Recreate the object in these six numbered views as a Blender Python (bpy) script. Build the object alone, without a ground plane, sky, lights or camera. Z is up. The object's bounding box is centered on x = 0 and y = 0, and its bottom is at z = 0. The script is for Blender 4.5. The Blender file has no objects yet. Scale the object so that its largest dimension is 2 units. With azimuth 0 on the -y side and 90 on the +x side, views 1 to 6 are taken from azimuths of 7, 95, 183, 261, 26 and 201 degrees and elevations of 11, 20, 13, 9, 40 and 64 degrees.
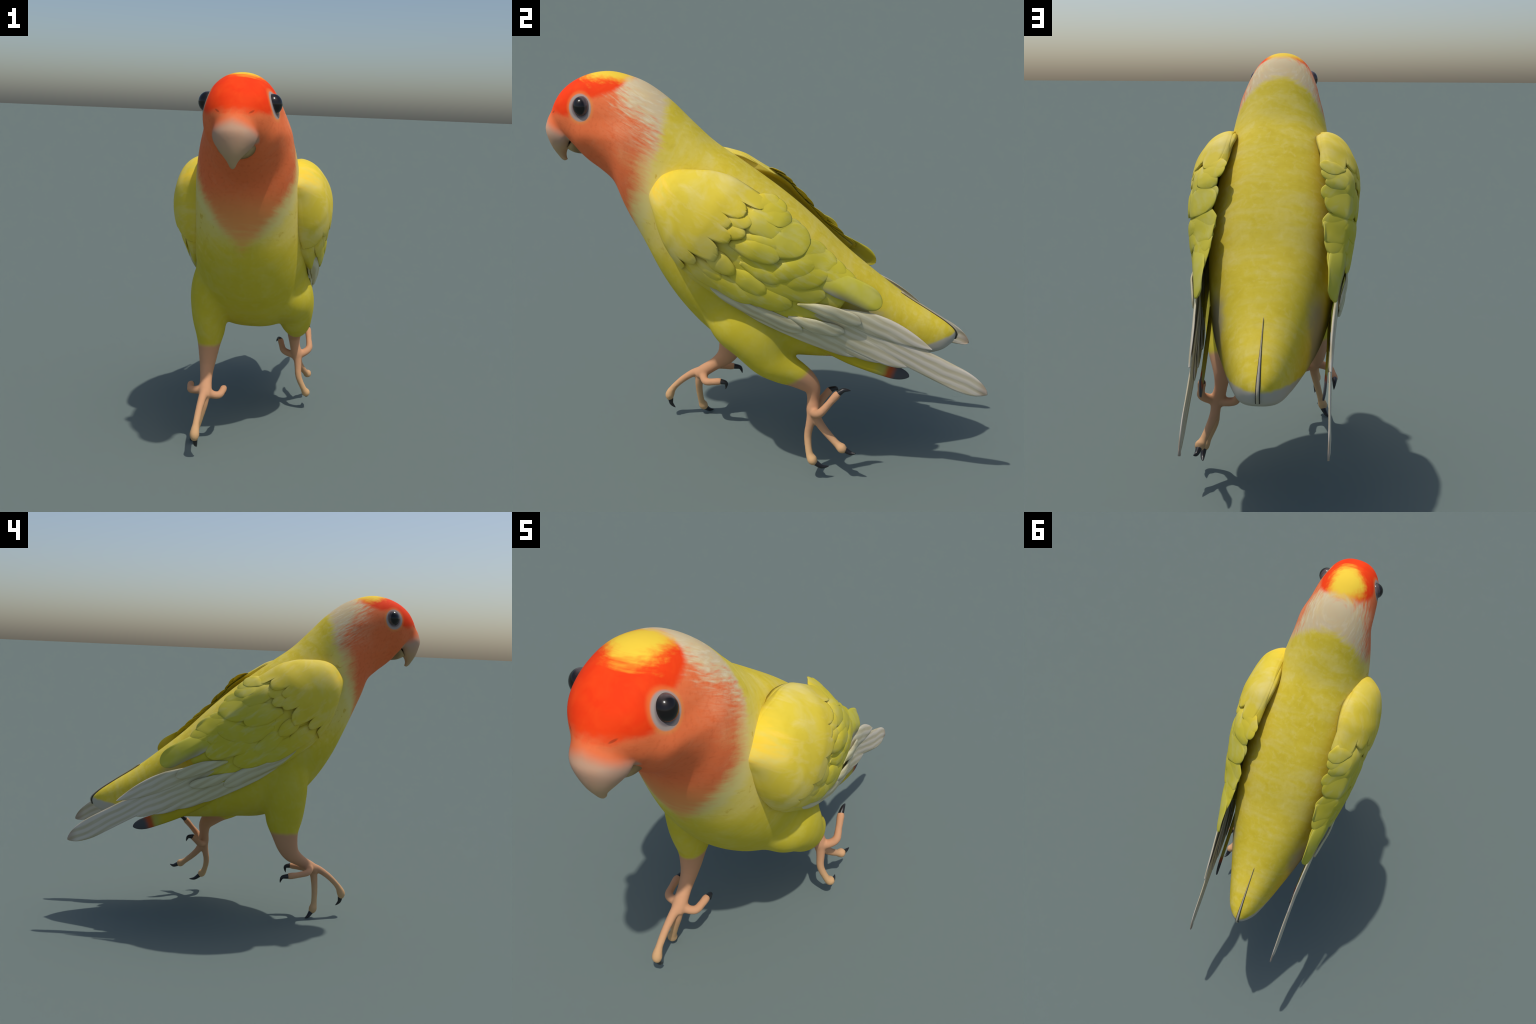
# A small short-tailed parrot (red forehead, yellow body) in mid stride.
# Frame: metres, z up, the bird faces -y.  Mid plane of the bird: x = X0.
import bpy, bmesh, math, random
import numpy as np
from mathutils import Vector

random.seed(7)
np.random.seed(7)
X0 = -0.013


# ------------------------------------------------------------------ helpers
def spline(xs, ys, x, tension=1.0):
    """Monotone-ish cubic Hermite interpolation of ys(xs)."""
    xs = np.asarray(xs, float)
    ys = np.asarray(ys, float)
    x = np.clip(np.asarray(x, float), xs[0], xs[-1])
    d = np.diff(ys) / np.diff(xs)
    m = np.empty_like(ys)
    m[0], m[-1] = d[0], d[-1]
    h = np.diff(xs)
    for i in range(1, len(xs) - 1):
        if d[i - 1] * d[i] <= 0:
            m[i] = 0.0
        else:
            w1, w2 = 2 * h[i] + h[i - 1], h[i] + 2 * h[i - 1]
            m[i] = (w1 + w2) / (w1 / d[i - 1] + w2 / d[i])
    k = np.clip(np.searchsorted(xs, x, side="right") - 1, 0, len(xs) - 2)
    t = (x - xs[k]) / h[k]
    a = 2 * t**3 - 3 * t**2 + 1
    b = t**3 - 2 * t**2 + t
    c = -2 * t**3 + 3 * t**2
    e = t**3 - t**2
    return a * ys[k] + b * h[k] * m[k] + c * ys[k + 1] + e * h[k] * m[k + 1]


def catmull(points, n):
    """n points evenly spread by parameter along a Catmull-Rom curve (rows = points of any dimension)."""
    p = np.asarray(points, float)
    p = np.vstack([2 * p[0] - p[1], p, 2 * p[-1] - p[-2]])
    out = []
    for u in np.linspace(0, len(points) - 1, n):
        i = min(int(u), len(points) - 2)
        t = u - i
        a, b, c, d = p[i], p[i + 1], p[i + 2], p[i + 3]
        out.append(0.5 * ((2 * b) + (c - a) * t + (2 * a - 5 * b + 4 * c - d) * t * t + (3 * b - a - 3 * c + d) * t**3))
    return np.array(out)


def mesh_from(name, verts, faces, smooth=True):
    me = bpy.data.meshes.new(name)
    me.from_pydata([tuple(v) for v in verts], [], faces)
    me.validate()
    bm = bmesh.new()
    bm.from_mesh(me)
    bmesh.ops.remove_doubles(bm, verts=bm.verts, dist=1e-6)
    bmesh.ops.recalc_face_normals(bm, faces=bm.faces)
    bm.to_mesh(me)
    bm.free()
    if smooth:
        me.polygons.foreach_set("use_smooth", [True] * len(me.polygons))
    return me


def add(name, me, parent=None, mats=()):
    ob = bpy.data.objects.new(name, me)
    bpy.context.scene.collection.objects.link(ob)
    if parent is not None:
        ob.parent = parent
    if me is not None:
        for m in mats:
            if m.name not in [x.name for x in me.materials if x]:
                me.materials.append(m)
    return ob


def grid_faces(nu, nv, wrap_v=False, base=0):
    f = []
    for i in range(nu - 1):
        for j in range(nv if wrap_v else nv - 1):
            k = (j + 1) % nv
            f.append((base + i * nv + j, base + i * nv + k, base + (i + 1) * nv + k, base + (i + 1) * nv + j))
    return f


def loft_tb(stations, nu, nv, close=True, even=True):
    """Loft of upright sections.  station = (top y, top z, bottom y, bottom z, half width,
    height fraction of widest place, upper exponent, lower exponent)."""
    st = catmull(stations, nu)
    verts = []
    th = np.linspace(0, 2 * math.pi, nv, endpoint=False)
    for ty, tz, by, bz, w, hm, pu, pl in st:
        w = max(w, 0.001)
        h = (1 - np.cos(th)) / 2
        e = np.where(h < hm, np.abs((hm - h) / hm), np.abs((h - hm) / (1 - hm)))
        p = np.where(h < hm, pu, pl)
        xw = w * np.maximum(0, 1 - e**p) ** (1 / p) * np.sign(np.sin(th))
        xw[np.abs(np.sin(th)) < 1e-9] = 0
        for x, hh in zip(xw, h):
            verts.append((X0 + x, ty + (by - ty) * hh, tz + (bz - tz) * hh))
    faces = grid_faces(nu, nv, True)
    if close:
        faces.append(tuple(range(nv)))
        faces.append(tuple(range((nu - 1) * nv, nu * nv)))
    return verts, faces


def tube(rows, n, nv=16, flat=1.0, round_end=True):
    """Tube along rows (x, y, z, radius sideways, radius in the other direction)."""
    c = catmull(rows, n)
    verts = []
    th = np.linspace(0, 2 * math.pi, nv, endpoint=False)
    for i in range(n):
        t = c[min(i + 1, n - 1), :3] - c[max(i - 1, 0), :3]
        t /= np.linalg.norm(t)
        side = np.array([1.0, 0, 0]) - t * t[0]
        side /= np.linalg.norm(side)
        other = np.cross(t, side)
        for a in th:
            verts.append(c[i, :3] + side * math.cos(a) * c[i, 3] + other * math.sin(a) * c[i, 4])
    faces = grid_faces(n, nv, True)
    k = len(verts)
    verts.append(c[0, :3])
    verts.append(c[-1, :3])
    for j in range(nv):
        faces.append((k, j, (j + 1) % nv))
        faces.append((k + 1, (n - 1) * nv + j, (n - 1) * nv + (j + 1) % nv))
    return verts, faces


def ball(c, r, nu=16, nv=24):
    rx, ry, rz = r
    verts, faces = [], []
    for i in range(nu + 1):
        a = math.pi * i / nu
        for j in range(nv):
            b = 2 * math.pi * j / nv
            verts.append((c[0] + rx * math.sin(a) * math.cos(b), c[1] + ry * math.sin(a) * math.sin(b), c[2] + rz * math.cos(a)))
    return verts, grid_faces(nu + 1, nv, True)


# ------------------------------------------------------------------ node arithmetic
class S:
    """A value socket with arithmetic; builds Math nodes."""
    def __init__(self, nt, sock):
        self.nt, self.s = nt, sock

    def op(self, kind, other=None, third=None, clamp=False):
        n = self.nt.nodes.new("ShaderNodeMath")
        n.operation = kind
        n.use_clamp = clamp
        for i, v in enumerate((self, other, third)):
            if v is None:
                continue
            if isinstance(v, S):
                self.nt.links.new(v.s, n.inputs[i])
            else:
                n.inputs[i].default_value = v
        return S(self.nt, n.outputs[0])

    def __add__(self, o): return self.op("ADD", o)
    def __sub__(self, o): return self.op("SUBTRACT", o)
    def __mul__(self, o): return self.op("MULTIPLY", o)
    def __truediv__(self, o): return self.op("DIVIDE", o)
    def __neg__(self): return self.op("MULTIPLY", -1.0)
    def __rsub__(self, o): return (-self) + o
    __radd__ = __add__
    __rmul__ = __mul__
    def abs(self): return self.op("ABSOLUTE")
    def sqrt(self): return self.op("SQRT")
    def max(self, o): return self.op("MAXIMUM", o)
    def min(self, o): return self.op("MINIMUM", o)

    def step(self, lo, hi):
        """smooth 0..1 as the value goes lo..hi (lo may exceed hi)"""
        n = self.nt.nodes.new("ShaderNodeMapRange")
        n.interpolation_type = "SMOOTHSTEP"
        a, b, u, v = (lo, hi, 0.0, 1.0) if hi >= lo else (hi, lo, 1.0, 0.0)
        self.nt.links.new(self.s, n.inputs["Value"])
        n.inputs["From Min"].default_value = a
        n.inputs["From Max"].default_value = b
        n.inputs["To Min"].default_value = u
        n.inputs["To Max"].default_value = v
        return S(self.nt, n.outputs["Result"])

    def curve(self, pts):
        """piecewise function of this value through pts [(x, y), ...]"""
        xs = [p[0] for p in pts]
        ys = [p[1] for p in pts]
        x0, x1, y0, y1 = min(xs), max(xs), min(ys), max(ys)
        u = (self - x0) * (1.0 / (x1 - x0))
        n = self.nt.nodes.new("ShaderNodeFloatCurve")
        c = n.mapping.curves[0]
        q = sorted(((x - x0) / (x1 - x0), (y - y0) / (y1 - y0)) for x, y in pts)
        c.points[0].location = q[0]
        c.points[1].location = q[-1]
        for a in q[1:-1]:
            c.points.new(*a)
        n.mapping.update()
        self.nt.links.new(u.s, n.inputs["Value"])
        return S(self.nt, n.outputs[0]) * (y1 - y0) + y0


class Mat:
    def __init__(self, name, rough=0.75, spec=0.25):
        self.m = bpy.data.materials.new(name)
        self.m.use_nodes = True
        self.nt = self.m.node_tree
        self.bsdf = self.nt.nodes["Principled BSDF"]
        self.bsdf.inputs["Roughness"].default_value = rough
        self.bsdf.inputs["Specular IOR Level"].default_value = spec
        tc = self.nt.nodes.new("ShaderNodeTexCoord")
        self.co = tc.outputs["Object"]
        sp = self.nt.nodes.new("ShaderNodeSeparateXYZ")
        self.nt.links.new(self.co, sp.inputs[0])
        self.x, self.y, self.z = (S(self.nt, sp.outputs[i]) for i in range(3))
        self.ax = (self.x - X0).abs()

    def vec(self, a, b, c):
        n = self.nt.nodes.new("ShaderNodeCombineXYZ")
        for i, v in enumerate((a, b, c)):
            if isinstance(v, S):
                self.nt.links.new(v.s, n.inputs[i])
            else:
                n.inputs[i].default_value = v
        return n.outputs[0]

    def noise(self, scale=5.0, detail=3.0, vec=None, rough=0.55, dist=0.0):
        n = self.nt.nodes.new("ShaderNodeTexNoise")
        n.inputs["Scale"].default_value = scale
        n.inputs["Detail"].default_value = detail
        n.inputs["Roughness"].default_value = rough
        n.inputs["Distortion"].default_value = dist
        self.nt.links.new(vec if vec is not None else self.co, n.inputs["Vector"])
        return S(self.nt, n.outputs["Fac"])

    def rgb(self, c):
        n = self.nt.nodes.new("ShaderNodeRGB")
        n.outputs[0].default_value = (*c, 1)
        return n.outputs[0]

    def mix(self, fac, a, b):
        n = self.nt.nodes.new("ShaderNodeMix")
        n.data_type = "RGBA"
        if isinstance(fac, S):
            self.nt.links.new(fac.op("MAXIMUM", 0.0, clamp=True).s, n.inputs["Factor"])
        else:
            n.inputs["Factor"].default_value = fac
        for i, v in ((6, a), (7, b)):
            if isinstance(v, tuple):
                n.inputs[i].default_value = (*v, 1)
            else:
                self.nt.links.new(v, n.inputs[i])
        return n.outputs[2]

    def color(self, sock):
        if isinstance(sock, tuple):
            self.bsdf.inputs["Base Color"].default_value = (*sock, 1)
        else:
            self.nt.links.new(sock, self.bsdf.inputs["Base Color"])

    def bump(self, height, strength=0.2, dist=0.004):
        n = self.nt.nodes.new("ShaderNodeBump")
        n.inputs["Strength"].default_value = strength
        n.inputs["Distance"].default_value = dist
        self.nt.links.new(height.s, n.inputs["Height"])
        self.nt.links.new(n.outputs[0], self.bsdf.inputs["Normal"])


# ------------------------------------------------------------------ colours (linear)
YELLOW = (0.76, 0.585, 0.050)
YELLOW_PALE = (0.78, 0.65, 0.20)
YELLOW_DEEP = (0.68, 0.50, 0.020)
GREENISH = (0.56, 0.47, 0.030)
CREAM = (0.68, 0.53, 0.31)
RED = (0.90, 0.045, 0.004)
ORANGE = (0.87, 0.185, 0.058)
PEACH = (0.85, 0.31, 0.09)
SKIN = (0.60, 0.31, 0.165)
TOE = (0.66, 0.40, 0.19)
HORN = (0.60, 0.345, 0.22)
GREY = (0.48, 0.45, 0.40)
PALE = (0.60, 0.56, 0.44)
EYE_Y, EYE_Z, EYE_X = -0.785, 1.716, 0.136


# ------------------------------------------------------------------ materials
def plumage_material():
    m = Mat("plumage_and_skin", rough=0.8, spec=0.15)
    x, y, z, ax = m.x, m.y, m.z, m.ax
    big = m.noise(5.0, 4.0)
    mid = m.noise(14.0, 4.0, dist=0.6)
    fine = m.noise(60.0, 3.0)
    # back feather streaks run across the body in soft wavy bands
    bands = m.noise(1.0, 4.0, vec=m.vec(x * 6.0, y * 14.0 - z * 7.0, z * 5.0 + y * 4.0), dist=0.45)

    # --- yellow of trunk
    base = m.mix((bands - 0.48) * 2.2, YELLOW, YELLOW_PALE)
    base = m.mix((0.47 - bands) * 3.0, base, YELLOW_DEEP)
    base = m.mix((big - 0.50) * 1.6, base, (0.80, 0.62, 0.10))
    soft = m.noise(1.0, 3.0, vec=m.vec(x * 34.0, y * 26.0 - z * 12.0, z * 30.0 + y * 10.0), dist=0.4)
    base = m.mix((soft - 0.52) * 1.6, base, (0.84, 0.70, 0.22))
    base = m.mix((0.46 - soft) * 1.3, base, (0.62, 0.44, 0.02))
    # greener towards the belly and thighs
    low = (z + (big - 0.5) * 0.25 + (y + 0.4) * 0.12).step(1.12, 0.88) * (y.step(0.7, 0.2))
    base = m.mix(low * 0.70, base, GREENISH)
    base = m.mix((mid - 0.52) * 1.6 * low, base, (0.66, 0.58, 0.12))
    # whitish sides of the breast
    breast = y.step(-0.36, -0.46) * z.step(1.02, 1.18) * z.step(1.62, 1.46)
    base = m.mix(breast * (0.25 + mid * 0.7), base, (0.78, 0.64, 0.20))
    base = m.mix(breast * soft.step(0.40, 0.30) * 0.7, base, (0.62, 0.42, 0.04))
    # pale grey spots on the flank and at the side of the tail
    flank = (ax + (mid - 0.5) * 0.05 - 0.165).step(-0.02, 0.03) * y.step(0.32, 0.42) * y.step(0.58, 0.50) * z.step(0.90, 0.80)
    base = m.mix(flank * 0.8, base, (0.36, 0.32, 0.24))
    rim = (z + (mid - 0.5) * 0.02 - (y - 0.65) * 0.16).step(0.615, 0.600) * y.step(0.50, 0.62)
    base = m.mix(rim * 0.9, base, GREY)

    # --- cream nape and collar, orange face and bib
    streak_dir = m.vec(x * 6.0, (y * 0.93 - z * 0.37) * 12.0, (y * 0.37 + z * 0.93) * 70.0)
    streak = m.noise(1.0, 4.0, vec=streak_dir, rough=0.6, dist=0.25)
    streak2 = m.noise(1.0, 4.0, vec=m.vec(x * 14.0, (y * 0.86 - z * 0.5) * 18.0, (y * 0.5 + z * 0.86) * 115.0), dist=0.3)
    s1 = (streak - 0.5)
    yel_edge = z.curve([(1.0, -0.60), (1.2, -0.545), (1.3, -0.500), (1.4, -0.488), (1.51, -0.468), (1.577, -0.445), (1.65, -0.438), (1.72, -0.440), (1.86, -0.45)])
    org_edge = z.curve([(1.0, -0.57), (1.2, -0.550), (1.3, -0.538), (1.4, -0.522), (1.5, -0.500), (1.56, -0.475), (1.62, -0.482), (1.70, -0.560), (1.76, -0.605), (1.86, -0.64)])
    collar = (y - yel_edge + s1 * 0.07).step(0.022, -0.022) * z.step(1.05, 1.2)
    bib_w = z.curve([(1.0, 0.0), (1.05, 0.02), (1.12, 0.076), (1.18, 0.124), (1.3, 0.200), (1.36, 0.235), (1.42, 0.265), (1.5, 0.25), (1.9, 0.30)])
    upper = z.step(1.5, 1.66)
    orange_m = (y - org_edge + s1 * (0.04 + 0.07 * upper) + (streak2 - 0.5) * (0.06 + 0.14 * upper)).step(0.055, -0.080)
    # the bib narrows to a point on the breast
    bib = (ax - bib_w + (mid - 0.5) * 0.05 + s1 * 0.05).step(0.030, -0.045)
    orange_m = orange_m * bib
    face = m.mix((streak2 - 0.45) * 1.6, ORANGE, (0.84, 0.20, 0.07))
    face = m.mix((0.42 - streak) * 2.0, face, (0.74, 0.12, 0.03))
    face = m.mix(upper * y.step(-0.72, -0.55) * (streak2 - 0.34) * 2.4, face, (0.85, 0.40, 0.21))
    face = m.mix((fine - 0.5) * 1.8, face, (0.70, 0.12, 0.035))
    face = m.mix((mid - 0.52) * 1.6, face, (0.86, 0.25, 0.10))
    face = m.mix(z.step(1.38, 1.18), face, PEACH)
    collar_c = m.mix((streak - 0.4) * 1.5, CREAM, (0.80, 0.58, 0.24))
    collar_c = m.mix((streak2 - 0.5) * 2.2, collar_c, (0.82, 0.72, 0.52))
    collar_c = m.mix((0.46 - streak2) * 2.0, collar_c, (0.74, 0.42, 0.22))
    collar_c = m.mix(z.step(1.72, 1.80) * ax.step(0.12, 0.04) * 0.7, collar_c, (0.66, 0.535, 0.32))
    collar_c = m.mix(z.step(1.62, 1.45), collar_c, (0.78, 0.64, 0.22))
    col = m.mix(collar, base, collar_c)
    col = m.mix(orange_m, col, face)

    # --- red forehead and yellow crown
    cap_edge = y.curve([(-1.02, 1.678), (-0.95, 1.678), (-0.90, 1.668), (-0.86, 1.672), (-0.82, 1.70), (-0.78, 1.742), (-0.72, 1.757), (-0.66, 1.775), (-0.60, 1.800), (-0.5, 1.83)])
    front = y.step(-0.85, -0.93)
    cap = (z - cap_edge + (mid - 0.5) * (0.03 + 0.05 * front) + s1 * 0.02 - front * 0.006)
    cap = cap.step(-0.012, 0.016) * (1.0 - front) + cap.step(-0.030, 0.030) * front
    rear = (y + (mid - 0.5) * 0.03 + s1 * 0.06 - ax * 0.10).step(-0.600, -0.640)
    cap = cap * rear
    red = m.mix((mid - 0.42) * 2.2, RED, (0.95, 0.080, 0.008))
    red = m.mix((0.45 - big) * 2.0, red, (0.72, 0.035, 0.006))
    col = m.mix(cap, col, red)
    e = ((ax / 0.090) * (ax / 0.090) + ((y + 0.685) / 0.115) * ((y + 0.685) / 0.115)).sqrt()
    crown = (e + (mid - 0.5) * 0.9 + (streak - 0.5) * 0.6 + (big - 0.5) * 0.9).step(1.25, 0.55) * z.step(1.74, 1.78) * ((y + s1 * 0.05).step(-0.575, -0.625))
    col = m.mix(crown, col, (0.88, 0.60, 0.05))

    # --- cere: soft orange running out into the horn colour of the beak
    grain = m.noise(1.0, 3.0, vec=m.vec(x * 40.0, y * 14.0, z * 7.0))
    horn = m.mix((grain - 0.4) * 1.2, HORN, (0.55, 0.37, 0.26))
    horn = m.mix(z.step(1.60, 1.47), horn, (0.52, 0.34, 0.18))
    horn = m.mix(ax.step(0.045, 0.095) * 0.3, horn, (0.34, 0.24, 0.20))
    snout = (y + 0.87).step(0.012, -0.006)
    cere = (z + (y + 0.99) * 0.32 + (mid - 0.5) * 0.03).step(1.690, 1.655) * y.step(-0.89, -0.93)
    col = m.mix(cere * 0.85, col, m.mix((mid - 0.4) * 1.5, (0.84, 0.17, 0.055), (0.84, 0.25, 0.11)))
    beak = (z + (y + 0.99) * 0.30 + ax * 0.32 + (mid - 0.5) * 0.02).step(1.676, 1.622) * snout * ax.step(0.103, 0.094)
    col = m.mix(beak, col, horn)
    nos = ((ax - 0.070) / 0.011) * ((ax - 0.070) / 0.011) + ((z - 1.682 - (ax - 0.070) * 0.5) / 0.005) * ((z - 1.682 - (ax - 0.070) * 0.5) / 0.005)
    nostril = nos.sqrt().step(1.2, 0.5) * y.step(-0.85, -0.88)
    col = m.mix(nostril * 0.5, col, (0.20, 0.03, 0.012))

    # --- bare ring around the eye
    ey = (y - EYE_Y + 0.006) / 0.055
    ez = (z - EYE_Z + 0.004) / 0.060
    r = (ey * ey + ez * ez).sqrt()
    ring = r.step(1.0, 0.86) * ax.step(0.08, 0.11)
    glow = r.step(1.25, 0.95) * ax.step(0.08, 0.11)
    col = m.mix(glow * 0.30, col, (0.80, 0.42, 0.10))
    col = m.mix(ring, col, m.mix(r.step(0.80, 0.62), (0.40, 0.32, 0.28), (0.20, 0.16, 0.16)))

    # --- bare legs: pink shank, tan toes
    right = x.step(0.02, -0.02)                     # bird's own right leg (x < 0)
    bare_r = (z + (mid - 0.5) * 0.02).step(0.508, 0.478)
    bare_l = ((y - 0.11) * 0.53 - (z - 0.493) * 0.85 + (mid - 0.5) * 0.02).step(-0.012, 0.018) * z.step(0.62, 0.58) * y.step(0.0, 0.03) * y.step(0.50, 0.42)
    bare = bare_r * right + bare_l * (1.0 - right)
    skin = m.mix(z.step(0.30, 0.10), SKIN, TOE)
    skin = m.mix((fine - 0.5) * 0.8, skin, (0.55, 0.27, 0.17))
    col = m.mix(bare, col, skin)
    m.color(col)
    m.bump(streak2 * 0.6 + fine * 0.3, 0.10, 0.004)
    return m.m


def wing_yellow_material():
    m = Mat("wing_yellow")
    x, y, z = m.x, m.y, m.z
    a = y * 0.834 - z * 0.552
    b = y * 0.552 + z * 0.834
    soft = m.noise(7.0, 4.0, dist=0.5)
    streak = m.noise(1.0, 4.0, vec=m.vec(x * 6.0, a * 10.0, b * 34.0), dist=0.4)
    col = m.mix((soft - 0.47) * 3.0, YELLOW, YELLOW_PALE)
    col = m.mix((streak - 0.52) * 2.2, col, (0.82, 0.68, 0.26))
    col = m.mix((0.44 - soft) * 3.0, col, YELLOW_DEEP)
    # bright golden bend of the wing
    gold = (y + 0.45).step(0.12, -0.02) * z.step(1.30, 1.38)
    col = m.mix(gold * 0.8 * (streak.step(0.3, 0.65)), col, (0.92, 0.60, 0.02))
    # greener further back and down
    back = (a + 0.86 + (soft - 0.5) * 0.2).step(0.15, -0.10)
    rear = (a + (soft - 0.5) * 0.15).step(-0.88, -0.60)
    col = m.mix(rear * 0.75, col, (0.56, 0.50, 0.035))
    col = m.mix((streak - 0.50) * 2.0 * rear, col, (0.60, 0.57, 0.22))
    m.color(col)
    m.bump(streak, 0.12, 0.004)
    return m.m


def pale_feather_material():
    m = Mat("pale_flight_feather", rough=0.7)
    x, y, z = m.x, m.y, m.z
    a = y * 0.834 - z * 0.552
    b = y * 0.552 + z * 0.834
    warp = m.noise(3.0, 2.0)
    fan = b - a * 0.10 + (warp - 0.5) * 0.06
    w = m.nt.nodes.new("ShaderNodeTexWave")
    w.wave_type = "BANDS"
    w.bands_direction = "X"
    w.wave_profile = "SIN"
    w.inputs["Scale"].default_value = 9.5
    w.inputs["Distortion"].default_value = 1.1
    w.inputs["Detail"].default_value = 1.5
    w.inputs["Detail Scale"].default_value = 1.0
    m.nt.links.new(m.vec(fan, a * 0.15, 0.0), w.inputs["Vector"])
    wave = S(m.nt, w.outputs["Fac"])
    fine = m.noise(1.0, 3.0, vec=m.vec(x * 8.0, a * 9.0, b * 90.0))
    col = m.mix(a.step(-0.25, 0.20), (0.62, 0.57, 0.36), (0.66, 0.585, 0.47))
    col = m.mix(wave.step(0.85, 0.05) * (warp * 0.5 + 0.32), col, (0.46, 0.39, 0.20))
    col = m.mix((fine - 0.5) * 1.5, col, (0.68, 0.64, 0.52))
    root = (b + (warp - 0.5) * 0.05).step(0.770, 0.830) * a.step(-0.28, -0.44)
    col = m.mix(root * 0.8, col, (0.58, 0.52, 0.09))
    tip = y.step(0.93, 0.98)
    col = m.mix(tip * 0.6, col, (0.36, 0.24, 0.17))
    m.color(col)
    m.bump(wave * 0.7 + fine * 0.3, 0.25, 0.005)
    return m.m


def two_tone_material():
    """long wing feather: yellow with a grey-white inner web, its dark shading gradient painted in"""
    m = Mat("two_tone_feather")
    y, z = m.y, m.z
    soft = m.noise(8.0, 3.0)
    b = y * 0.552 + z * 0.834
    a = y * 0.834 - z * 0.552
    col = m.mix((soft - 0.45) * 2.0, (0.58, 0.52, 0.05), (0.62, 0.57, 0.20))
    web = (b + (soft - 0.5) * 0.02).step(0.975, 0.945) * a.step(-0.02, -0.08) * a.step(-0.36, -0.28)
    col = m.mix(web, col, (0.54, 0.49, 0.42))
    painted_shade = (b - 0.965).abs().step(0.03, 0.0) * a.step(0.0, -0.05) * a.step(-0.36, -0.25)  # shadow gradient along the web's edge, darkened in the base colour
    col = m.mix(painted_shade * 0.55, col, (0.26, 0.22, 0.12))
    m.color(col)
    return m.m


def banded_feather_material():
    """yellow feather that turns red and then slate black"""
    m = Mat("banded_feather", rough=0.6)
    s = m.y * 0.93 - m.z * 0.36 + (m.noise(18.0, 2.0) - 0.5) * 0.03
    col = m.mix(s.step(0.225, 0.285), (0.52, 0.40, 0.015), (0.40, 0.36, 0.06))
    col = m.mix(s.step(0.275, 0.312), col, (0.42, 0.075, 0.015))
    col = m.mix(s.step(0.312, 0.345), col, (0.075, 0.075, 0.082))
    m.color(col)
    return m.m


def simple(name, c, rough=0.6, spec=0.3, vary=None, scale=20.0):
    m = Mat(name, rough, spec)
    if vary is None:
        m.color(c)
    else:
        n = m.noise(scale, 3.0)
        m.color(m.mix((n - 0.3) * 1.8, c, vary))
    return m.m


def lower_beak_material():
    m = Mat("lower_beak_horn", rough=0.55, spec=0.3)
    n = m.noise(22.0, 3.0)
    col = m.mix((n - 0.4) * 2.0, (0.46, 0.32, 0.14), (0.30, 0.19, 0.07))
    col = m.mix(m.y.step(-0.885, -0.850), col, (0.26, 0.15, 0.05))
    m.color(col)
    return m.m


def eye_material():
    m = Mat("eyeball", rough=0.16, spec=0.45)
    ey = (m.y - EYE_Y + 0.009) / 0.0305
    ez = (m.z - EYE_Z - 0.004) / 0.037
    r = (ey * ey + ez * ez).sqrt()
    n = m.noise(60.0, 2.0)
    ring = m.mix((n - 0.4) * 1.5, (0.085, 0.062, 0.058), (0.16, 0.125, 0.12))
    ring = m.mix(r.step(1.20, 1.40), ring, (0.22, 0.18, 0.17))
    m.color(m.mix(r.step(0.92, 1.12), (0.006, 0.004, 0.004), ring))
    return m.m


# ------------------------------------------------------------------ body volume
BODY = [  # top y,z   bottom y,z   half width, widest height, exponents up / down
    (0.878, 0.632, 0.870, 0.600, 0.010, 0.60, 2.0, 2.0),
    (0.862, 0.658, 0.850, 0.585, 0.038, 0.70, 2.0, 2.6),
    (0.815, 0.697, 0.795, 0.563, 0.078, 0.76, 2.1, 3.0),
    (0.735, 0.750, 0.700, 0.555, 0.114, 0.76, 2.2, 3.0),
    (0.620, 0.825, 0.570, 0.552, 0.156, 0.72, 2.3, 3.0),
    (0.460, 0.948, 0.390, 0.550, 0.214, 0.64, 2.4, 2.8),
    (0.343, 1.045, 0.230, 0.550, 0.250, 0.56, 2.5, 2.8),
    (0.207, 1.175, 0.070, 0.555, 0.276, 0.50, 2.6, 2.8),
    (0.060, 1.303, -0.100, 0.562, 0.290, 0.48, 2.6, 2.7),
    (-0.125, 1.443, -0.250, 0.630, 0.288, 0.48, 2.5, 2.5),
    (-0.250, 1.535, -0.385, 0.755, 0.275, 0.50, 2.3, 2.2),
    (-0.348, 1.632, -0.490, 0.905, 0.256, 0.50, 2.1, 2.05),
    (-0.437, 1.722, -0.580, 1.090, 0.234, 0.51, 2.1, 1.9),
    (-0.526, 1.790, -0.650, 1.245, 0.212, 0.53, 2.1, 1.85),
    (-0.600, 1.824, -0.690, 1.355, 0.192, 0.54, 2.1, 1.85),
    (-0.690, 1.846, -0.745, 1.412, 0.175, 0.53, 2.15, 1.85),
    (-0.775, 1.838, -0.790, 1.448, 0.162, 0.53, 2.2, 1.9),
    (-0.850, 1.809, -0.816, 1.474, 0.149, 0.55, 2.3, 2.0),
    (-0.905, 1.768, -0.828, 1.488, 0.130, 0.53, 2.4, 2.0),
    (-0.942, 1.722, -0.836, 1.500, 0.108, 0.52, 2.3, 2.0),
    (-0.960, 1.690, -0.844, 1.514, 0.090, 0.52, 2.2, 2.0),
    (-0.970, 1.668, -0.852, 1.530, 0.076, 0.50, 2.0, 2.0),
]


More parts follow.
